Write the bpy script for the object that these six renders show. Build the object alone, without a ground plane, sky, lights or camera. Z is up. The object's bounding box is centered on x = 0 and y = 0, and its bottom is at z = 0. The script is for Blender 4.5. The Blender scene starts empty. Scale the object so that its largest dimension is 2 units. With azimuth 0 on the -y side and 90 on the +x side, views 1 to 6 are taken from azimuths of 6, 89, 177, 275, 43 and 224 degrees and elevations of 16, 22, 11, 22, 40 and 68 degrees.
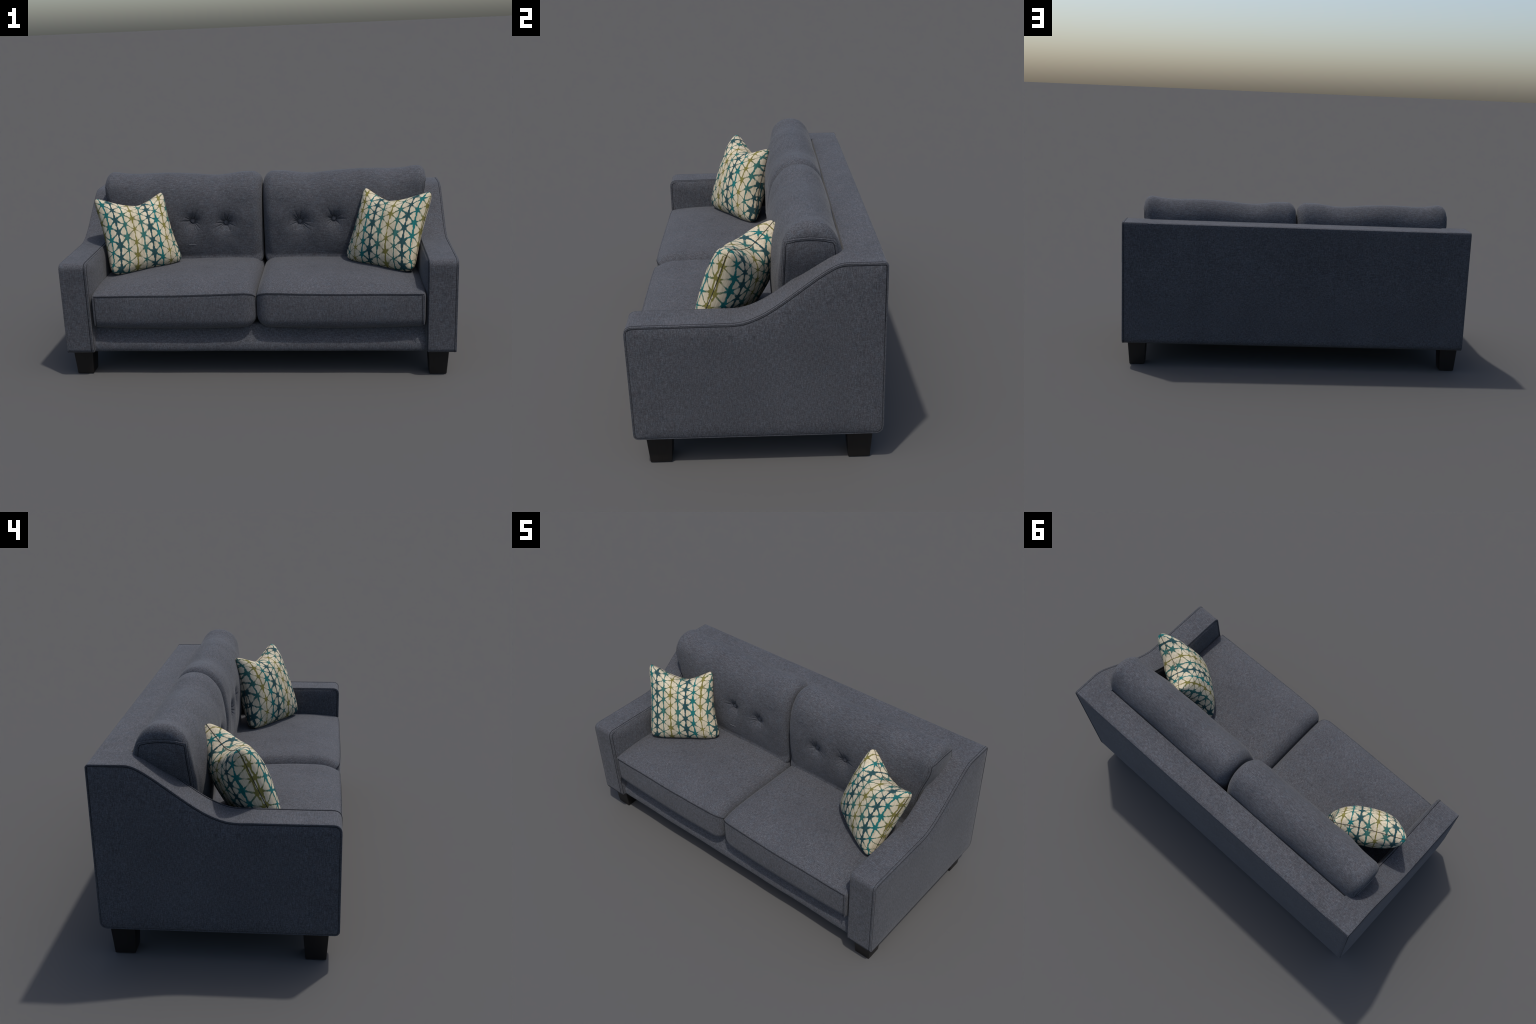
import bpy, math, random
from mathutils import Vector, Matrix, noise

random.seed(7)
pi = math.pi

# ------------------------------------------------------------------ helpers
def clamp(t, a=0.0, b=1.0):
    return max(a, min(b, t))

def sstep(a, b, t):
    t = clamp((t - a) / (b - a))
    return t * t * (3 - 2 * t)

def interp(tab, t):
    """smooth interpolation through a short list of (t, value) control points"""
    if t <= tab[0][0]:
        return tab[0][1]
    for (t0, v0), (t1, v1) in zip(tab, tab[1:]):
        if t <= t1:
            k = (t - t0) / (t1 - t0)
            return v0 + (v1 - v0) * k
    return tab[-1][1]

def catmull(pts, n, closed=False):
    """n samples per span of a Catmull-Rom curve"""
    out, m = [], len(pts)
    spans = m if closed else m - 1
    for i in range(spans):
        g = lambda k: Vector(pts[k % m]) if closed else Vector(pts[clamp(k, 0, m - 1)])
        p0, p1, p2, p3 = g(i - 1), g(i), g(i + 1), g(i + 2)
        for j in range(n):
            t = j / n
            out.append(0.5 * ((2 * p1) + (p2 - p0) * t + (2 * p0 - 5 * p1 + 4 * p2 - p3) * t * t
                              + (3 * p1 - p0 - 3 * p2 + p3) * t ** 3))
    if not closed:
        out.append(Vector(pts[-1]))
    return out

def resample(pts, step, closed=True):
    """even spacing along a polyline"""
    P = [Vector(p) for p in pts]
    if closed:
        P.append(P[0])
    L = [0.0]
    for a, b in zip(P, P[1:]):
        L.append(L[-1] + (b - a).length)
    n = max(3, round(L[-1] / step))
    out, k = [], 0
    for i in range(n if closed else n + 1):
        s = L[-1] * i / n
        while k < len(P) - 2 and L[k + 1] < s:
            k += 1
        d = L[k + 1] - L[k]
        out.append(P[k].lerp(P[k + 1], (s - L[k]) / d if d > 1e-9 else 0))
    return out

def fillet(poly, radii, seg=6):
    """round the corners of a closed 2-D polygon"""
    out, n = [], len(poly)
    for i in range(n):
        p, a, b = Vector(poly[i]), Vector(poly[i - 1]), Vector(poly[(i + 1) % n])
        r = radii[i]
        if r <= 0:
            out.append(p)
            continue
        u, v = (a - p).normalized(), (b - p).normalized()
        ang = math.acos(clamp(u.dot(v), -1, 1))
        t = r / math.tan(ang / 2)
        c = p + (u + v).normalized() * (r / math.sin(ang / 2))
        s, e = p + u * t, p + v * t
        a0 = math.atan2(s.y - c.y, s.x - c.x)
        a1 = math.atan2(e.y - c.y, e.x - c.x)
        da = (a1 - a0 + pi) % (2 * pi) - pi
        for j in range(seg + 1):
            w = a0 + da * j / seg
            out.append(c + Vector((math.cos(w), math.sin(w))) * r)
    return out

def mesh_object(name, verts, faces, mat, parent=None, sharp=None):
    me = bpy.data.meshes.new(name)
    me.from_pydata([tuple(v) for v in verts], [], faces)
    me.validate()
    import bmesh
    bm = bmesh.new()
    bm.from_mesh(me)
    bmesh.ops.remove_doubles(bm, verts=bm.verts, dist=1e-6)
    bmesh.ops.recalc_face_normals(bm, faces=bm.faces)
    bm.to_mesh(me)
    bm.free()
    me.materials.append(mat)
    me.polygons.foreach_set("use_smooth", [True] * len(me.polygons))
    if sharp:
        me.set_sharp_from_angle(angle=math.radians(sharp))
    ob = bpy.data.objects.new(name, me)
    bpy.context.scene.collection.objects.link(ob)
    if parent:
        ob.parent = parent
    return ob

MIRROR = Matrix.Diagonal((-1, 1, 1, 1))
def mirrored(ob, parent=None):
    """second copy on the other side of the sofa, sharing the mesh"""
    c = ob.copy()
    bpy.context.scene.collection.objects.link(c)
    c.parent = parent
    c.matrix_local = MIRROR @ ob.matrix_local if parent is None or parent.matrix_local.is_identity else ob.matrix_local
    return c

def loft(rings, cap_start=None, cap_end=None):
    """skin a list of closed rings; caps are lists of further rings ending in a centre point"""
    verts, faces = [], []
    n = len(rings[0])
    allr = []
    if cap_start:
        allr += list(reversed(cap_start[0]))
    allr += rings
    if cap_end:
        allr += cap_end[0]
    for r in allr:
        verts += r
    for k in range(len(allr) - 1):
        for i in range(n):
            j = (i + 1) % n
            faces.append((k * n + i, k * n + j, (k + 1) * n + j, (k + 1) * n + i))
    if cap_start:
        c = len(verts); verts.append(cap_start[1])
        for i in range(n):
            faces.append((c, (i + 1) % n, i))
    if cap_end:
        c = len(verts); verts.append(cap_end[1])
        o = (len(allr) - 1) * n
        for i in range(n):
            faces.append((c, o + i, o + (i + 1) % n))
    return verts, faces

def tube_data(path, r, closed=False, seg=8, squash=1.0):
    P = [Vector(p) for p in path]
    n = len(P)
    verts, faces = [], []
    nrm = None
    for i in range(n):
        a = P[i - 1] if (closed or i > 0) else P[i]
        b = P[(i + 1) % n] if (closed or i < n - 1) else P[i]
        t = (b - a).normalized()
        if nrm is None:
            ref = Vector((0, 0, 1)) if abs(t.z) < 0.9 else Vector((0, 1, 0))
            nrm = (ref - t * ref.dot(t)).normalized()
        else:
            nrm = (nrm - t * nrm.dot(t)).normalized()
        bn = t.cross(nrm)
        for k in range(seg):
            w = 2 * pi * k / seg
            verts.append(P[i] + (nrm * math.cos(w) + bn * math.sin(w)) * r)
    m = n if closed else n - 1
    for i in range(m):
        for k in range(seg):
            a, b = i * seg + k, i * seg + (k + 1) % seg
            c, d = ((i + 1) % n) * seg + (k + 1) % seg, ((i + 1) % n) * seg + k
            faces.append((a, b, c, d))
    if not closed:
        faces.append(tuple(range(seg)))
        faces.append(tuple(range((n - 1) * seg, n * seg)))
    return verts, faces

def tubes(name, paths, mat, parent):
    """paths: list of (points, radius, closed)"""
    V, F = [], []
    for p, r, c in paths:
        v, f = tube_data(p, r, c)
        o = len(V)
        V += v
        F += [tuple(i + o for i in q) for q in f]
    return mesh_object(name, V, F, mat, parent)

def fbm(x, y, z, seed=0.0):
    return noise.fractal(Vector((x + seed, y - seed * 1.7, z + seed * 0.6)), 1.0, 2.0, 3)

# ------------------------------------------------------------------ materials
class Nodes:
    def __init__(self, name):
        self.m = bpy.data.materials.new(name)
        self.m.use_nodes = True
        self.t = self.m.node_tree
        self.t.nodes.clear()
        self.out = self.new("ShaderNodeOutputMaterial")
        self.bsdf = self.new("ShaderNodeBsdfPrincipled")
        self.link(self.bsdf.outputs[0], self.out.inputs[0])
    def new(self, kind, **kw):
        n = self.t.nodes.new(kind)
        for k, v in kw.items():
            setattr(n, k, v)
        return n
    def link(self, a, b):
        self.t.links.new(a, b)
    def put(self, sock, v):
        if isinstance(v, bpy.types.NodeSocket):
            self.link(v, sock)
        else:
            sock.default_value = v
    def math(self, op, a, b=0.0, c=0.0, cl=False):
        n = self.new("ShaderNodeMath", operation=op, use_clamp=cl)
        self.put(n.inputs[0], a)
        self.put(n.inputs[1], b)
        self.put(n.inputs[2], c)
        return n.outputs[0]
    def mix(self, f, a, b, mode="MIX"):
        n = self.new("ShaderNodeMix", data_type="RGBA", blend_type=mode)
        self.put(n.inputs[0], f)
        self.put(n.inputs[6], a)
        self.put(n.inputs[7], b)
        return n.outputs[2]
    def coord(self, scale=(1, 1, 1), rot=(0, 0, 0)):
        tc = self.new("ShaderNodeTexCoord")
        mp = self.new("ShaderNodeMapping")
        mp.inputs["Scale"].default_value = scale
        mp.inputs["Rotation"].default_value = rot
        self.link(tc.outputs["Object"], mp.inputs[0])
        return mp.outputs[0]
    def noise(self, vec, scale, detail=2.0, rough=0.5):
        n = self.new("ShaderNodeTexNoise")
        self.link(vec, n.inputs["Vector"])
        n.inputs["Scale"].default_value = scale
        n.inputs["Detail"].default_value = detail
        n.inputs["Roughness"].default_value = rough
        return n.outputs[0]
    def ramp(self, f, stops, interp="LINEAR"):
        n = self.new("ShaderNodeValToRGB")
        n.color_ramp.interpolation = interp
        e = n.color_ramp.elements
        while len(e) < len(stops):
            e.new(0.5)
        for el, (p, c) in zip(e, stops):
            el.position = p
            el.color = c if len(c) == 4 else (*c, 1)
        self.put(n.inputs[0], f)
        return n.outputs[0]
    def bump(self, h, strength, dist):
        n = self.new("ShaderNodeBump")
        n.inputs["Strength"].default_value = strength
        n.inputs["Distance"].default_value = dist
        self.link(h, n.inputs["Height"])
        self.link(n.outputs[0], self.bsdf.inputs["Normal"])

def fabric(name, stretch=(1, 1, 1), gain=1.0):
    """heathered grey-blue upholstery: two interleaved yarn colours, faint mottling"""
    n = Nodes(name)
    o = n.coord()
    s = n.coord(scale=stretch)
    # yarns running along each axis: on any face two sets cross and the third shows as slubs
    k = 0.22
    tx = n.noise(n.coord(scale=(k * stretch[0], 1, 1)), 340, 1.0, 0.5)
    ty = n.noise(n.coord(scale=(1, k * stretch[1], 1)), 340, 1.0, 0.5)
    tz = n.noise(n.coord(scale=(1, 1, k * stretch[2])), 340, 1.0, 0.5)
    w = [1.25 - 0.6 * q for q in stretch]
    tot = sum(w)
    yarn = n.math("ADD", n.math("ADD", n.math("MULTIPLY", tx, w[0] / tot), n.math("MULTIPLY", ty, w[1] / tot)), n.math("MULTIPLY", tz, w[2] / tot))
    grain = n.noise(o, 480, 1.0, 0.5)
    yarn = n.math("ADD", n.math("MULTIPLY", yarn, 0.75), n.math("MULTIPLY", grain, 0.25))
    g = lambda c: tuple(x * gain for x in c)
    col = n.ramp(yarn, [(0.38, g((0.031, 0.0323, 0.0368))), (0.50, g((0.0552, 0.0571, 0.0645))),
                        (0.62, g((0.092, 0.096, 0.109)))])
    # bluish and warm yarn drift
    patch = n.noise(o, 34, 3.0, 0.65)
    blue = n.math("MULTIPLY", n.ramp(patch, [(0.48, (0, 0, 0)), (0.72, (1, 1, 1))]), 0.34)
    col = n.mix(blue, col, n.mix(1.0, col, (0.88, 1.06, 1.18, 1), "MULTIPLY"))
    warm = n.noise(s, 60, 2.0, 0.6)
    wf = n.math("MULTIPLY", n.ramp(warm, [(0.52, (0, 0, 0)), (0.70, (1, 1, 1))]), 0.5)
    col = n.mix(wf, col, n.mix(1.0, col, (1.10, 0.99, 0.98, 1), "MULTIPLY"))
    big = n.noise(o, 5.0, 2.0, 0.5)
    sh = n.ramp(big, [(0.3, (0.93, 0.93, 0.93)), (0.7, (1.07, 1.07, 1.07))])
    col = n.mix(1.0, col, sh, "MULTIPLY")
    n.link(col, n.bsdf.inputs["Base Color"])
    n.bsdf.inputs["Roughness"].default_value = 0.92
    n.bsdf.inputs["Specular IOR Level"].default_value = 0.15
    n.bsdf.inputs["Sheen Weight"].default_value = 0.08
    n.bsdf.inputs["Sheen Roughness"].default_value = 0.5
    n.bump(yarn, 0.10, 0.0008)
    return n.m

def plain(name, col, rough, spec=0.3, grain=0.0):
    n = Nodes(name)
    o = n.coord(scale=(30, 30, 4))
    f = n.noise(o, 6, 3.0, 0.6)
    a = tuple(c * (1 - grain) for c in col)
    b = tuple(c * (1 + grain) for c in col)
    n.link(n.ramp(f, [(0.3, a), (0.7, b)]), n.bsdf.inputs["Base Color"])
    n.bsdf.inputs["Roughness"].default_value = rough
    n.bsdf.inputs["Specular IOR Level"].default_value = spec
    return n.m

THICK = 0.097                             # half thickness of a throw pillow
HALF = 0.208                              # half width across the corners
COL_STEP, ROW_STEP = 0.0462, 0.0650       # spacing of the printed star lattice
NAVY, TEAL, GREEN, OLIVE = (0.018, 0.053, 0.058), (0.010, 0.108, 0.106), (0.028, 0.103, 0.090), (0.150, 0.134, 0.036)

def star_print(name):
    """cream linen printed with a triangular lattice of inky stars, one colour per column"""
    n = Nodes(name)
    a, b = COL_STEP, ROW_STEP
    tc = n.new("ShaderNodeTexCoord")
    obj = tc.outputs["Object"]
    # hand-drawn wobble of the print and ragged weave edges
    def wob(scale, amp, sc=(1, 1, 1)):
        mp = n.new("ShaderNodeMapping")
        mp.inputs["Scale"].default_value = sc
        n.link(obj, mp.inputs[0])
        t = n.new("ShaderNodeTexNoise")
        n.link(mp.outputs[0], t.inputs["Vector"])
        t.inputs["Scale"].default_value = scale
        t.inputs["Detail"].default_value = 1.0
        v = n.new("ShaderNodeVectorMath", operation="SUBTRACT")
        n.link(t.outputs["Color"], v.inputs[0])
        v.inputs[1].default_value = (0.5, 0.5, 0.5)
        w = n.new("ShaderNodeVectorMath", operation="SCALE")
        n.link(v.outputs[0], w.inputs[0])
        w.inputs["Scale"].default_value = amp
        return w.outputs[0]
    add = n.new("ShaderNodeVectorMath", operation="ADD")
    n.link(obj, add.inputs[0]); n.link(wob(22, 0.010), add.inputs[1])
    add2 = n.new("ShaderNodeVectorMath", operation="ADD")
    n.link(add.outputs[0], add2.inputs[0]); n.link(wob(150, 0.0048, (1.6, 0.45, 1)), add2.inputs[1])
    add3 = n.new("ShaderNodeVectorMath", operation="ADD")
    n.link(add2.outputs[0], add3.inputs[0]); n.link(wob(62, 0.0060), add3.inputs[1])
    sep = n.new("ShaderNodeSeparateXYZ")
    n.link(add3.outputs[0], sep.inputs[0])
    # the cloth runs over the swell of the pillow: turn the position between the two rims
    # into a length along the bulging surface
    sx, sy = sep.outputs[0], sep.outputs[1]
    az = n.math("ABSOLUTE", sep.outputs[2])
    def arc(c, half_width):
        q = n.math("DIVIDE", n.math("ABSOLUTE", c), half_width)
        al = n.math("ARCSINE", n.math("MINIMUM", q, 1.0))
        l = n.math("ADD", n.math("MULTIPLY", al, 0.066), n.math("MULTIPLY", n.math("SINE", al), 0.126))
        l = n.math("ADD", l, n.math("MAXIMUM", n.math("SUBTRACT", q, 1.0), 0.0))
        # round the steep flank the height above the seam counts instead
        l = n.math("MINIMUM", l, n.math("SUBTRACT", 0.243, az))
        return n.math("MULTIPLY", l, n.math("SIGN", c))
    yy = n.math("DIVIDE", sy, HALF)
    hx = n.math("ADD", HALF - 0.024, n.math("MULTIPLY", n.math("MULTIPLY", yy, yy), 0.024))
    xx = n.math("ABSOLUTE", n.math("ADD", n.math("DIVIDE", sx, HALF), 0.10))
    dip = n.math("MAXIMUM", n.math("SUBTRACT", 0.085, n.math("MULTIPLY", n.math("POWER", xx, 1.5), 0.085)), 0.0)
    hy = n.math("SUBTRACT", HALF, n.math("MULTIPLY", dip, n.math("GREATER_THAN", sy, 0.0)))
    # only the cloth near the top rim is pulled down by the dent
    hy = n.math("ADD", hy, n.math("MULTIPLY", n.math("SUBTRACT", HALF, hy), n.math("SUBTRACT", 1.0, n.math("POWER", n.math("MINIMUM", n.math("DIVIDE", n.math("ABSOLUTE", sy), hy), 1.0), 0.8))))
    x = n.math("SUBTRACT", arc(sx, hx), 0.050)      # the print is not centred on the cushion
    y = n.math("ADD", arc(sy, hy), 0.004)
    X = n.math("DIVIDE", x, a)
    Y = n.math("DIVIDE", y, b)
    def wrap(t):        # signed distance to nearest whole number
        return n.math("SUBTRACT", t, n.math("ROUND", t))
    def absw(t):
        return n.math("ABSOLUTE", wrap(t))
    half = n.math("MULTIPLY", X, 0.5)
    slant = b * a / math.hypot(a, b / 2)
    d0 = n.math("MULTIPLY", absw(X), a)
    d1 = n.math("MULTIPLY", absw(n.math("SUBTRACT", Y, half)), slant)
    d2 = n.math("MULTIPLY", absw(n.math("ADD", Y, half)), slant)
    # nearest lattice node out of the two interleaved rectangular grids
    def grid(ox, oy):
        gx = n.math("SUBTRACT", half, ox)
        gy = n.math("SUBTRACT", Y, oy)
        dx = n.math("MULTIPLY", wrap(gx), 2 * a)
        dy = n.math("MULTIPLY", wrap(gy), b)
        d = n.math("SQRT", n.math("ADD", n.math("MULTIPLY", dx, dx), n.math("MULTIPLY", dy, dy)))
        cv = n.new("ShaderNodeCombineXYZ")
        n.put(cv.inputs[0], n.math("ADD", n.math("ROUND", gx), ox + 0.13))
        n.put(cv.inputs[1], n.math("ADD", n.math("ROUND", gy), oy + 0.31))
        cv.inputs[2].default_value = 0.77
        wn = n.new("ShaderNodeTexWhiteNoise")
        n.link(cv.outputs[0], wn.inputs["Vector"])
        return d, wn.outputs["Value"]
    dA, rA = grid(0.0, 0.0)
    dB, rB = grid(0.5, 0.5)
    nearA = n.math("LESS_THAN", dA, dB)
    dn = n.math("MINIMUM", dA, dB)
    rnd = n.math("ADD", n.math("MULTIPLY", nearA, rA), n.math("MULTIPLY", n.math("SUBTRACT", 1.0, nearA), rB))
    # colour and weight by column, from the middle of the pillow outwards
    cols = [NAVY, GREEN, OLIVE, TEAL, NAVY, GREEN, OLIVE, GREEN, NAVY, TEAL, OLIVE, GREEN, NAVY]
    wts = [1.0, 0.65, 0.5, 0.65, 1.0, 0.65, 0.5, 0.65, 1.0, 0.65, 0.5, 0.65, 1.0]
    N = len(cols)
    f = n.math("DIVIDE", n.math("ADD", X, 6.5), float(N))
    st = []
    for i, c in enumerate(cols):
        st += [((i + 0.36) / N, c), ((i + 0.64) / N, c)]
    ink = n.ramp(f, st)
    wt = n.ramp(f, [((i + 0.5) / N, (w, w, w)) for i, w in enumerate(wts)])
    size = n.math("MULTIPLY", n.math("ADD", n.math("MULTIPLY", rnd, 0.8), 0.45), wt)
    flare = n.math("EXPONENT", n.math("MULTIPLY", n.math("POWER", n.math("DIVIDE", dn, 0.0120), 1.5), -1.0))
    wd = n.math("ADD", n.math("ADD", n.math("MULTIPLY", size, 0.0040), 0.0007), n.math("MULTIPLY", n.math("MULTIPLY", size, 0.0088), flare))
    wv = n.math("ADD", wd, 0.0007)
    def line(d, w):
        return n.math("ADD", n.math("MULTIPLY", n.math("SUBTRACT", w, d), 1800.0), 0.5, cl=True)
    # thin slanting strokes fade out here and there between the paler stars
    far = n.math("MULTIPLY", n.math("SUBTRACT", dn, 0.016), 110.0, cl=True)
    fade = n.math("MULTIPLY", n.ramp(n.noise(n.coord(), 20, 1.0), [(0.42, (0, 0, 0)), (0.58, (1, 1, 1))]), n.math("SUBTRACT", 1.25, wt))
    keep = n.math("SUBTRACT", 1.0, n.math("MULTIPLY", n.math("MULTIPLY", far, fade), 0.95), cl=True)
    slants = n.math("MULTIPLY", n.math("MAXIMUM", line(d1, wd), line(d2, wd)), keep)
    mask = n.math("MAXIMUM", line(d0, wv), slants)
    # linen ground with lengthwise slubs
    sl = n.noise(n.coord(scale=(1, 0.06, 1)), 190, 2.0, 0.6)
    sl2 = n.noise(n.coord(scale=(1, 0.10, 1)), 45, 1.0, 0.5)
    cream = n.ramp(n.math("ADD", n.math("MULTIPLY", sl, 0.6), n.math("MULTIPLY", sl2, 0.4)),
                   [(0.36, (0.36, 0.310, 0.220)), (0.50, (0.455, 0.398, 0.288)), (0.64, (0.51, 0.452, 0.340))])
    inkv = n.mix(1.0, ink, n.ramp(sl, [(0.3, (0.75, 0.75, 0.75)), (0.7, (1.25, 1.25, 1.25))]), "MULTIPLY")
    n.link(n.mix(mask, cream, inkv), n.bsdf.inputs["Base Color"])
    n.bsdf.inputs["Roughness"].default_value = 0.9
    n.bsdf.inputs["Specular IOR Level"].default_value = 0.15
    n.bump(n.noise(n.coord(), 500, 1.0), 0.2, 0.001)
    return n.m

M_frame = fabric("upholstery_weave", (0.8, 1, 0.7))
M_back = fabric("upholstery_weave_crosswise", (0.85, 1, 1.0), 1.0)
M_seat = fabric("upholstery_weave_lengthwise", (1.0, 0.9, 0.75), 1.0)
M_cush = fabric("upholstery_cushion_weave", (0.55, 0.8, 1.0), 0.98)
M_welt = fabric("upholstery_welt", (1, 1, 1), 0.9)
M_groove_shade = plain("seam_shadow_line", (0.017, 0.018, 0.021), 0.95, 0.05)  # near-black colour draws the shade beside the welts, no groove is cut
M_leg = plain("dark_stained_wood", (0.0075, 0.0062, 0.0055), 0.42, 0.4, 0.25)
M_print = star_print("star_lattice_print")
M_stitch = plain("pillow_seam", (0.05, 0.045, 0.035), 0.95, 0.05)
M_lint = plain("pale_thread", (0.14, 0.145, 0.155), 0.9, 0.1)

# ------------------------------------------------------------------ sofa
sofa = bpy.data.objects.new("sofa", None)
bpy.context.scene.collection.objects.link(sofa)
sofa["label"] = "grey-blue tweed two-seat sofa with sloped track arms and dark legs"
sofa["category"] = "sofa"

Z0 = 0.132                    # underside of the upholstered frame
TOP = 0.840                   # top of the backrest
FRONT, REAR = -0.480, 0.480
X_IN, X_OUT = 0.851, 0.991    # inner and outer edge of an armrest

# ---- armrest: side silhouette swept across its width, both sides padded
crest = catmull([(-0.13, 0.614), (-0.077, 0.6145), (-0.026, 0.625), (0.037, 0.654), (0.104, 0.699),
                 (0.17, 0.749), (0.235, 0.797), (0.285, 0.828), (0.318, 0.839), (0.35, TOP)], 6)
crest = [tuple(p) for p in crest]
outline = [(FRONT, Z0), (FRONT - 0.001, 0.613)] + crest + [(REAR - 0.003, TOP), (REAR, Z0)]
radii = [0.018, 0.030] + [0] * len(crest) + [0.012, 0.030]
PROFILE = resample(fillet(outline, radii), 0.011)
nP = len(PROFILE)
CY, CZ = 0.06, 0.36

def inward(i):
    a, b = PROFILE[i - 1], PROFILE[(i + 1) % nP]
    t = (b - a).normalized()
    v = Vector((-t.y, t.x))
    if v.dot(Vector((CY, CZ)) - PROFILE[i]) < 0:
        v = -v
    return v
INW = [inward(i) for i in range(nP)]

def arm_ring(x, inset=0.0, only_front=False):
    r = []
    for i, p in enumerate(PROFILE):
        k = 1.0 - sstep(0.27, 0.31, p.x) if only_front else 1.0
        q = p + INW[i] * inset * k
        r.append(Vector((x, q.x, q.y)))
    return r

def pad(ring, bulge, scales, x0):
    """concentric rings running to the middle of a padded side panel"""
    out = []
    for s in scales:
        out.append([Vector((x0 + bulge * (1 - s ** 9), CY + (p.y - CY) * s, CZ + (p.z - CZ) * s)) for p in ring])
    return out, Vector((x0 + bulge, CY, CZ))

scales = [0.985, 0.965, 0.94, 0.91, 0.87, 0.82, 0.76, 0.68, 0.58, 0.46, 0.32, 0.16]
er = 0.004
ring_in = arm_ring(X_IN, er, True)
ring_out = arm_ring(X_OUT, er)
rings = [ring_in, arm_ring(X_IN + er * 0.3, er * 0.3, True), arm_ring(X_IN + er, 0)]
rings += [arm_ring(X_IN + er + (X_OUT - X_IN - 2 * er) * k / 8) for k in range(1, 9)]
rings += [arm_ring(X_OUT - er * 0.3, er * 0.3), ring_out]
v, f = loft(rings, pad(ring_in, -0.018, scales, X_IN), pad(ring_out, 0.009, scales, X_OUT))
arm = mesh_object("armrest", v, f, M_frame, sofa, 38)

# welt cord, with thin dark tubes modelling groove shadow, round the outer panel and along the inner edge
welt_out = arm_ring(X_OUT - 0.0022, 0.0018)
g_top = arm_ring(X_OUT - 0.0095, -0.0002)
ring_side = [Vector((X_OUT + 0.0005, p.y, p.z)) for p in arm_ring(X_OUT, 0.0070)]
tubes("welt", [(welt_out, 0.0030, True)], M_welt, arm)
ridge = [k for k in range(nP) if PROFILE[k].y > 0.60]
cut = next(j for j in range(len(ridge)) if ridge[j] - ridge[j - 1] != 1)
ridge = ridge[cut:] + ridge[:cut]
side_top = [ring_side[k] for k in ridge]
inner_sel = [i for i in range(nP) if PROFILE[i].x < 0.27 and (PROFILE[i].y > 0.137) and
             (PROFILE[i].x < -0.45 or PROFILE[i].y > 0.5)]
# order from the foot of the arm front, up and back along the slope
start = min(inner_sel, key=lambda i: PROFILE[i].y + (0 if PROFILE[i].x < -0.45 else 9))
step = 1 if ((start + 1) % nP) in inner_sel else -1
order, i = [], start
while i in inner_sel:
    order.append(i)
    i = (i + step) % nP
w_in, gi_top, gi_side = arm_ring(X_IN + 0.0035, 0.0025), arm_ring(X_IN + 0.0110, -0.0002), arm_ring(X_IN - 0.0015, 0.0095)
pick = lambda r: [r[k] for k in order]
tubes("welt", [(pick(w_in), 0.0038, False)], M_welt, arm)
foot = [Vector((X_IN + 0.011 + (X_OUT - X_IN - 0.022) * k / 12, FRONT + 0.0002, Z0 + 0.0115)) for k in range(13)]
# the two arms differ a little: doubled dark shadow lines lie on opposite edges
tubes("seam", [(g_top, 0.0012, True), (ring_side, 0.0009, True), (side_top, 0.0016, False), (pick(gi_side), 0.0018, False),
               (foot, 0.0012, False)], M_groove_shade, arm)
seam_other = tubes("seam", [(ring_side, 0.0009, True), (side_top, 0.0016, False), (pick(gi_top), 0.0018, False),
                            (pick(gi_side), 0.0014, False), (foot, 0.0012, False)], M_groove_shade, None)

# ---- backrest frame, flush with the rear of the arms
back_poly = [(0.332, Z0), (0.332, TOP), (REAR - 0.003, TOP), (REAR, Z0)]
BP = resample(fillet(back_poly, [0, 0.006, 0.012, 0.030]), 0.011)
rings = [[Vector((-X_IN + 2 * X_IN * k / 40, p.x, p.y)) for p in BP] for k in range(41)]
v, f = loft(rings)
back = mesh_object("backrest", v, f, M_back, sofa, 38)

# ---- front rail and base under the seat
rail_poly = [(-0.456, 0.128), (-0.456, 0.172), (-0.436, 0.215), (-0.424, 0.272), (0.34, 0.272), (0.34, 0.140), (-0.40, 0.138)]
RP = resample(fillet(rail_poly, [0.014, 0.03, 0.03, 0.01, 0, 0, 0]), 0.012)
rings = []
for k in range(61):
    x = -0.858 + 1.716 * k / 60
    rings.append([Vector((x, p.x + 0.0025 * fbm(x * 4, p.y * 6, 0.3) * (1 if p.x < -0.3 else 0), p.y)) for p in RP])
v, f = loft(rings)
mesh_object("base", v, f, M_frame, sofa, 50)

# ---- legs: short tapered blocks
def make_leg():
    prof = []
    top_r, bot_r, h = 0.052, 0.0425, 0.142
    for z, s in ((0.0, bot_r - 0.002), (0.0018, bot_r), (h, top_r)):
        sq = fillet([(-s, -s), (s, -s), (s, s), (-s, s)], [0.003] * 4, 3)
        prof.append([Vector((p.x, p.y, z)) for p in sq])
    v, f = loft(prof, ([], Vector((0, 0, 0))), ([], Vector((0, 0, h))))
    return mesh_object("leg", v, f, M_leg, sofa, 30)
leg = make_leg()
leg.location = (0.910, -0.387, 0)
for sx, y in ((-1, -0.387), (1, 0.393), (-1, 0.393)):
    c = leg.copy()
    bpy.context.scene.collection.objects.link(c)
    c.location = (0.910 if sx > 0 else -0.921, y, 0)

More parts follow.
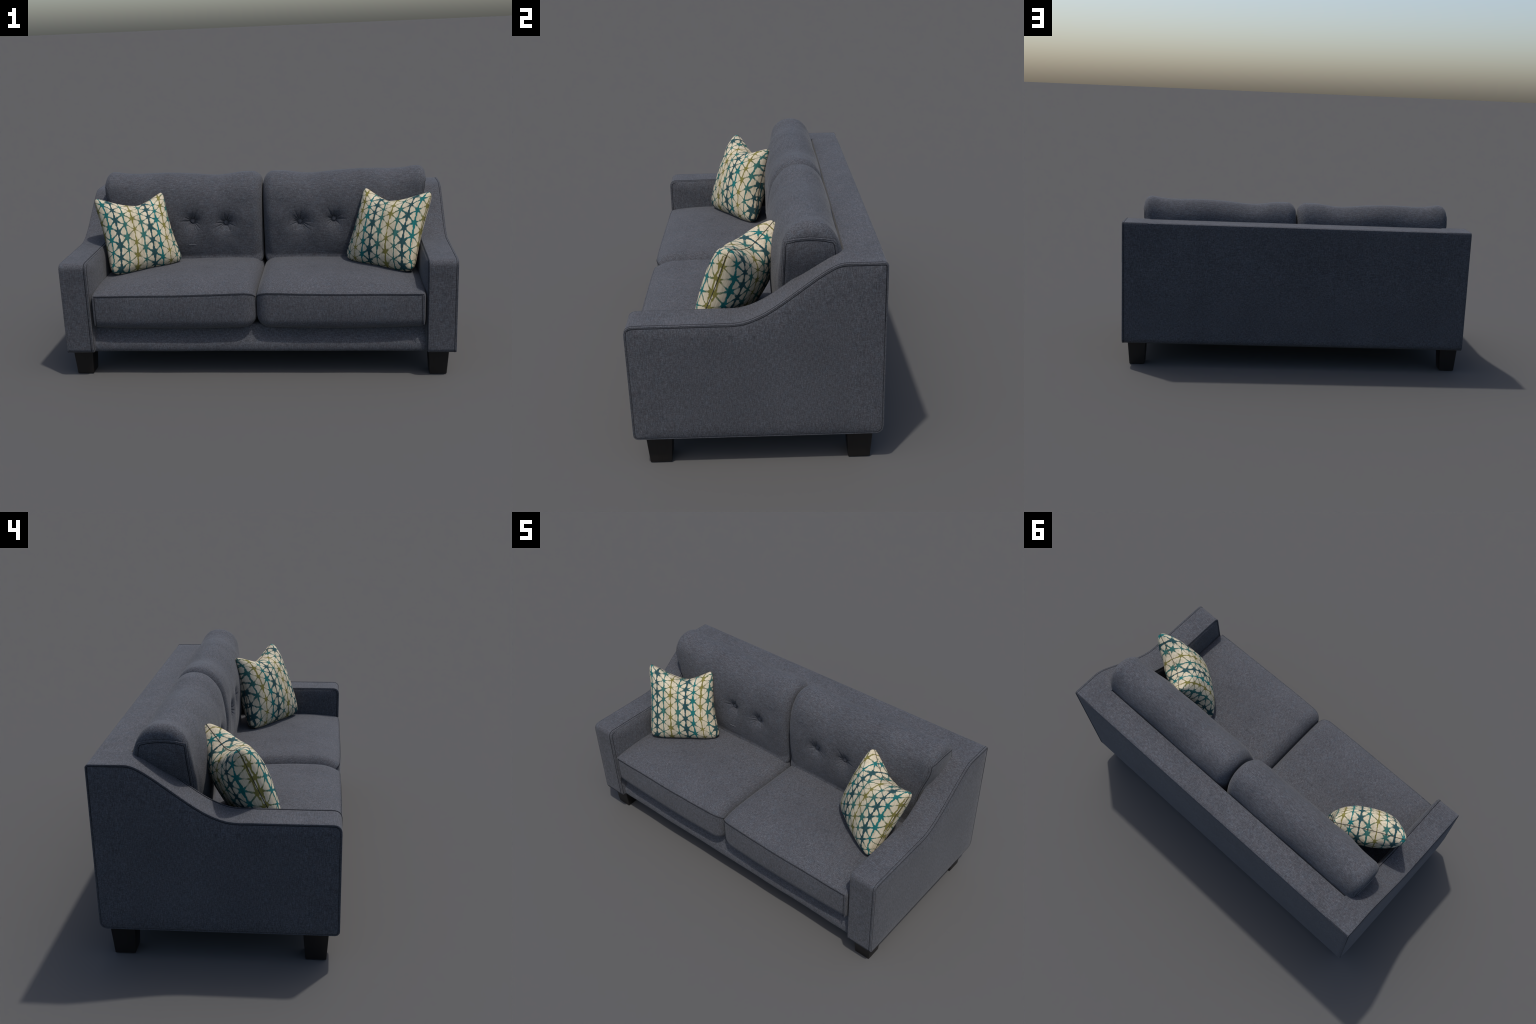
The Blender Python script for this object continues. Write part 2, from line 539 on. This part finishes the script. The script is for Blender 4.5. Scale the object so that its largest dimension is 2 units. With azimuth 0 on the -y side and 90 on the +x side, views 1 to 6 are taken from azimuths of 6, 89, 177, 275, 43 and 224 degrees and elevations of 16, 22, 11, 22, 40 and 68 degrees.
# ---- seat cushion: boxed cushion, rounded towards its neighbour, crowned on top
SX0, SX1 = 0.0015, 0.838
seat_poly = [(-0.481, 0.266), (-0.481, 0.444), (0.20, 0.444), (0.20, 0.266)]
SP = resample(fillet(seat_poly, [0.048, 0.009, 0.03, 0.03], 8), 0.0085)
SCY, SCZ = -0.14, 0.355
crown_x = [(0.0, 0.62), (0.02, 0.84), (0.05, 0.93), (0.12, 0.98), (0.35, 1.0), (0.6, 0.92), (0.75, 0.66), (0.838, 0.36)]
crown_y = [(-0.485, 0.0), (-0.472, 0.16), (-0.45, 0.42), (-0.41, 0.74), (-0.36, 0.93), (-0.29, 1.0), (-0.15, 0.96), (0.0, 0.80), (0.2, 0.62)]
def soften(tab, t, w):
    return (interp(tab, t - w) + 2 * interp(tab, t) + interp(tab, t + w) + interp(tab, t - w / 2) + interp(tab, t + w / 2)) / 6
def seat_shape(p):
    x, y, z = p
    up = clamp((z - 0.300) / 0.144)
    c = 0.053 * soften(crown_x, x, 0.02) * soften(crown_y, y, 0.015)
    # front seam rises a little towards the middle of the sofa
    lift = 0.008 * (1 - sstep(0.0, 0.5, x)) * sstep(-0.3, -0.45, y)
    z2 = z + up * (c + lift)
    belly = math.sin(pi * clamp((x - SX0) / (SX1 - SX0))) ** 0.6
    front = sstep(-0.40, -0.48, y)
    y2 = y - 0.012 * front * belly * math.sin(pi * clamp((z - 0.25) / 0.21)) ** 0.8
    dn = sstep(0.33, 0.27, z)
    z2 -= 0.010 * dn * belly
    w = 0.0045 * fbm(x * 3.2, y * 3.2, z * 3.2, 3.0)
    edge = 1 - 0.8 * sstep(-0.38, -0.47, y)
    return Vector((x, y2 + 0.3 * w * front, z2 + w * up * edge))
def seat_ring(x, d):
    return [Vector((x, SCY + (p.x - SCY) * (1 - d / 0.34), SCZ + (p.y - SCZ) * (1 - d / 0.089))) for p in SP]
R_IN = 0.068
def seat_layers():
    L = []
    for k in range(12):
        w = pi / 2 * k / 11
        L.append((SX0 + R_IN * (1 - math.cos(w)), 0.046 * (1 - math.sin(w))))
    n = 92
    for k in range(1, n):
        L.append((SX0 + R_IN + (SX1 - SX0 - R_IN - 0.014) * k / n, 0.0))
    for k in range(6):
        w = pi / 2 * (1 - k / 5)
        L.append((SX1 - 0.014 + 0.014 * math.cos(w), 0.014 * (1 - math.sin(w))))
    return L
SL = seat_layers()
rings = [seat_ring(x, d) for x, d in SL]
def flat_cap(ring, cy, cz):
    return [[Vector((p.x, cy + (p.y - cy) * s, cz + (p.z - cz) * s)) for p in ring] for s in (0.9, 0.75, 0.5, 0.25)], Vector((ring[0].x, cy, cz))
v, f = loft(rings, flat_cap(rings[0], SCY, SCZ), flat_cap(rings[-1], SCY, SCZ))
v = [seat_shape(p) for p in v]
seat = mesh_object("seat_cushion", v, f, M_seat, sofa)

# seams of the boxing: front top edge, then down the outer front corner
def edge_path(dy, dz, x0, x1, n=80):
    out = []
    for k in range(n + 1):
        x = x0 + (x1 - x0) * k / n
        t = clamp((SX0 + R_IN - x) / R_IN)
        d = 0.046 * (1 - math.sqrt(max(0.0, 1 - t * t)))
        out.append(seat_shape(Vector((x, SCY + (-0.481 + dy - SCY) * (1 - d / 0.34), SCZ + (0.444 + dz - SCZ) * (1 - d / 0.089)))))
    return out
xs = SX1 - 0.017
front_low = edge_path(-0.0002, -0.0070, 0.004, xs)
side_dn = [seat_shape(Vector((xs, -0.4812, z))) for z in [0.4355 - 0.148 * k / 20 for k in range(21)]]
side_dn2 = [seat_shape(Vector((SX1 - 0.0035, -0.4775, z))) for z in [0.440 - 0.150 * k / 20 for k in range(21)]]
top_faint = edge_path(0.0085, 0.0002, 0.012, SX1 - 0.012)
welt_front = edge_path(0.0028, -0.0028, 0.003, SX1 - 0.008)
welt_side = [seat_shape(Vector((SX1 - 0.0085, -0.4795, z))) for z in [0.440 - 0.155 * k / 20 for k in range(21)]]
tubes("welt", [(welt_front, 0.0030, False), (welt_side, 0.0030, False)], M_welt, seat)
tubes("seam", [(front_low, 0.0014, False), (side_dn, 0.0013, False)], M_groove_shade, seat)

# ---- back cushion: plump roll, boxed at the outer end, tufted with two buttons
BX0, BX1 = 0.004, 0.906
back_prof = [(0.085, 0.43), (0.072, 0.50), (0.061, 0.58), (0.056, 0.66), (0.060, 0.74), (0.076, 0.82), (0.104, 0.885),
             (0.150, 0.930), (0.205, 0.9445), (0.258, 0.934), (0.302, 0.895), (0.328, 0.835), (0.338, 0.76), (0.335, 0.60), (0.325, 0.43)]
CP0 = resample(catmull(back_prof, 14, True), 0.0042)
CP = []
for i, p in enumerate(CP0):          # finer spacing where the buttons pucker the cloth
    CP.append(p)
    q = CP0[(i + 1) % len(CP0)]
    if p.x < 0.12 and 0.61 < p.y < 0.77:
        CP.append((p + q) / 2)
BCY, BCZ = 0.20, 0.70
top_line = [(0.0, -0.004), (0.06, 0.002), (0.13, 0.001), (0.18, -0.007), (0.215, -0.012), (0.27, -0.015), (0.33, -0.012), (0.40, -0.005),
            (0.48, 0.000), (0.554, 0.003), (0.62, 0.002), (0.70, 0.0), (0.771, 0.001), (0.82, 0.009), (0.854, 0.014), (0.9, 0.012)]
BUTTONS = [(0.2065, 0.681, 1.3), (0.393, 0.693, 4.1)]
def back_shape(p):
    x, y, z = p
    top = sstep(0.80, 0.94, z)
    z2 = z + top * soften(top_line, x, 0.02)
    # tapered below the arm line at the outer end, so it sits between the arms
    k = sstep(0.74, 0.906, x)
    x2 = x - k * 0.060 * (1 - sstep(0.64, 0.88, z))
    # front less full at the ends, sides of the roll hollowed a little behind
    front = sstep(0.20, 0.10, y)
    endf = sstep(0.62, 0.90, x)
    y2 = y + front * (0.030 * endf * sstep(0.95, 0.75, z) + 0.008 * sstep(0.12, 0.0, x))
    for bx, bz, ph in BUTTONS:
        dx, dz = x - bx, z - bz
        r = math.hypot(dx, dz)
        if r < 0.16:
            fi = math.atan2(dz, dx)
            dim = 0.034 * math.exp(-(r / 0.025) ** 1.2) + 0.015 * math.exp(-(r / 0.062) ** 1.8)
            # pinched folds radiating from the button, uneven in depth and length
            way = fi + 0.25 * math.sin(2 * fi + ph)
            cut = (1 - abs(math.sin(6.5 * way + ph))) ** 2.2
            reach = 0.024 + 0.012 * math.sin(3 * fi + 2 * ph)
            up = 0.55 + 0.45 * math.sin(fi + 0.3)
            dim += 0.0100 * (cut - 0.25) * (0.5 + 0.5 * up) * math.exp(-((r - 0.018) / reach) ** 2) * sstep(0.006, 0.016, r)
            y2 += front * dim
    w = 0.006 * fbm(x * 4.0, y * 4.0, z * 4.0, 11.0)
    y2 -= w * front
    y2 += w * 0.8 * sstep(0.22, 0.32, y)
    return Vector((x2, y2, z2 + 0.4 * w * top))
def back_ring(x, d, bow=0.0):
    r = []
    for p in CP:
        r.append(Vector((x, BCY + (p.x - BCY) * (1 - d / 0.142), BCZ + (p.y - BCZ) * (1 - d / 0.245))))
    return r
R0, R1 = 0.052, 0.042
BL = []
for k in range(12):
    w = pi / 2 * k / 11
    BL.append((BX0 + R0 * (1 - math.cos(w)), R0 * (1 - math.sin(w))))
xk, xe = BX0 + R0, BX1 - 0.012 - R1
while True:
    xk += 0.0021 if 0.14 < xk < 0.46 else 0.0055
    if xk > xe - 0.003:
        break
    BL.append((xk, 0.0))
for k in range(9):
    w = pi / 2 * (1 - k / 8)
    BL.append((BX1 - 0.012 - R1 + R1 * math.cos(w), R1 * (1 - math.sin(w))))
rings = [back_ring(x, d) for x, d in BL]
capA = flat_cap(rings[0], BCY, BCZ)
e = rings[-1]
capB = ([[Vector((p.x + 0.012 * (1 - s ** 2), BCY + (p.y - BCY) * s, BCZ + (p.z - BCZ) * s)) for p in e]
         for s in (0.97, 0.92, 0.85, 0.75, 0.6, 0.45, 0.3, 0.15)], Vector((BX1, BCY, BCZ)))
v, f = loft(rings, capA, capB)
v = [back_shape(p) for p in v]
bcush = mesh_object("back_cushion", v, f, M_cush, sofa)

# seam round the boxed outer end: panel outline with crisp upper corners
def end_seam(out, grow):
    pts = [(0.112, 0.48), (0.103, 0.62), (0.106, 0.74), (0.113, 0.880), (0.114, 0.886), (0.150, 0.899), (0.205, 0.904), (0.255, 0.899), (0.294, 0.888), (0.298, 0.880), (0.306, 0.83), (0.31, 0.70)]
    P = resample(pts, 0.012, False)
    res = []
    for q in P:
        y = BCY + (q.x - BCY) * (1 + grow)
        z = BCZ + (q.y - BCZ) * (1 + grow * 0.6)
        res.append((y, z))
    return res
from mathutils.bvhtree import BVHTree
bvh = BVHTree.FromPolygons([tuple(p) for p in v], f)
def project_end(pts, lift):
    out = []
    for y, z in pts:
        hit = bvh.ray_cast(Vector((1.3, y, z)), Vector((-1, 0, 0)))
        if hit[0]:
            out.append(hit[0] + Vector((lift, 0, 0)))
    return out
tubes("welt", [(project_end(end_seam(0, 0.0), -0.0012), 0.0030, False)], M_welt, bcush)
tubes("seam", [(project_end(end_seam(0, -0.055), -0.0003), 0.0017, False),
               (project_end(end_seam(0, 0.050), -0.0003), 0.0007, False)], M_groove_shade, bcush)

# buttons
def make_button(bx, bz):
    hit = bvh.ray_cast(Vector((bx, -0.3, bz)), Vector((0, 1, 0)))
    y = hit[0].y
    rings = []
    for k in range(1, 9):
        w = pi * k / 9
        rings.append([Vector((0.0128 * math.sin(w) * math.cos(t), -0.0075 * math.cos(w), 0.0136 * math.sin(w) * math.sin(t)))
                      for t in [2 * pi * j / 24 for j in range(24)]])
    vv, ff = loft(rings, ([], Vector((0, -0.0075, 0))), ([], Vector((0, 0.0075, 0))))
    b = mesh_object("button", vv, ff, M_cush, bcush)
    b.location = (bx, y - 0.014, bz)
    return b
btns = [make_button(bx, bz) for bx, bz, _ in BUTTONS]

# ---- the other half of the sofa mirrors this one
for part in (arm, seat, bcush):
    kids = list(part.children)
    twin = mirrored(part, sofa)
    for kd in kids:
        if part is arm and kd.name.startswith("seam"):
            seam_other.parent = twin
            continue
        c = kd.copy()
        bpy.context.scene.collection.objects.link(c)
        c.parent = twin
        c.location = kd.location
    if part is bcush:
        left_cushion = twin

# a short pale thread caught in the left back cushion
path = []
for k in range(9):
    x = 0.378 + 0.040 * k / 8
    hit = bvh.ray_cast(Vector((x, -0.3, 0.564)), Vector((0, 1, 0)))
    path.append(hit[0] + Vector((0, -0.0002, 0.0012 * math.sin(k * 0.8))))
tubes("thread", [(path, 0.0013, False)], M_lint, left_cushion)

# ------------------------------------------------------------------ throw pillows
corner = {"ul": Vector((0.557, 0.090, 0.868)), "ur": Vector((0.896, -0.088, 0.872)),
          "ll": Vector((0.448, -0.006, 0.496)), "lr": Vector((0.788, -0.236, 0.484))}
ctr = sum(corner.values(), Vector()) / 4
ux = ((corner["lr"] - corner["ll"]) + (corner["ur"] - corner["ul"])).normalized()
vy = ((corner["ul"] - corner["ll"]) + (corner["ur"] - corner["lr"]))
vy = (vy - ux * vy.dot(ux)).normalized()
nz = ux.cross(vy)
FRAME = Matrix((ux, vy, nz)).transposed().to_4x4()
FRAME.translation = ctr
inv = FRAME.inverted()

LC = {k: (inv @ p) * 1.06 for k, p in corner.items()}

def pillow_point(u, v, side):
    """u, v in -1..1 across the pillow; side +1 is the face turned to the room"""
    a, b = (u + 1) / 2, (v + 1) / 2
    p = (LC["ll"].lerp(LC["lr"], a)).lerp(LC["ul"].lerp(LC["ur"], a), b)
    # rim pulled in between the corners, most at the top
    su = 1 - abs(u) ** 1.7
    sv = 1 - abs(v) ** 2
    dip = (0.085 * max(0.0, 1 - abs((u + 0.10) / (0.90 if u < -0.10 else 1.10)) ** 1.5) if v > 0 else 0.004 * su)
    p.y -= math.copysign(dip, v) * abs(v) ** 1.8
    p.x -= ((0.027 if u < 0 else 0.021) * sv) * math.copysign(abs(u) ** 2.2, u)
    # blunt corners
    cr = (abs(u) * abs(v)) ** 7
    p.x -= 0.022 * cr * math.copysign(1, u)
    p.y -= 0.022 * cr * math.copysign(1, v)
    prof = max(0.0, (1 - u * u)) ** 0.47 * max(0.0, (1 - v * v)) ** 0.47
    t = THICK * prof * (1.0 if side > 0 else 0.94) + 0.009 * (1 - max(abs(u), abs(v)) ** 10) ** 0.5
    wr = 0.004 * fbm(p.x * 9, p.y * 9, 0.5, 21.0 + side) * prof ** 0.5
    # pucker where the top is pushed down
    t += 0.006 * prof * math.cos(u * 9) * sstep(0.3, 0.9, v)
    p.z += side * (t + wr)
    return p

def ease(k, n):
    t = -1 + 2 * k / n
    return math.sin(t * pi / 2) * 0.75 + t * 0.25

nG = 90
V, F = [], []
for side in (1, -1):
    o = len(V)
    for i in range(nG + 1):
        for j in range(nG + 1):
            V.append(pillow_point(ease(i, nG), ease(j, nG), side))
    for i in range(nG):
        for j in range(nG):
            q = (o + i * (nG + 1) + j, o + (i + 1) * (nG + 1) + j, o + (i + 1) * (nG + 1) + j + 1, o + i * (nG + 1) + j + 1)
            F.append(q)
pillow = mesh_object("throw_pillow", V, F, M_print)
pillow.matrix_world = Matrix.Translation((0.008, 0, 0)) @ FRAME
rim = []
for s in range(4):
    for k in range(40):
        t = -1 + 2 * k / 40
        u, w = ((t, 1), (1, -t), (-t, -1), (-1, t))[s]
        rim.append(pillow_point(u, w, 1))
seam = tubes("pillow_seam", [(rim, 0.0016, True)], M_stitch, pillow)
twin = pillow.copy()
bpy.context.scene.collection.objects.link(twin)
twin.matrix_world = MIRROR @ FRAME
c = seam.copy()
bpy.context.scene.collection.objects.link(c)
c.parent = twin
for p in (pillow, twin):
    p["label"] = "square cream throw pillow printed with teal, navy and olive star lattice"
    p["category"] = "throw pillow"
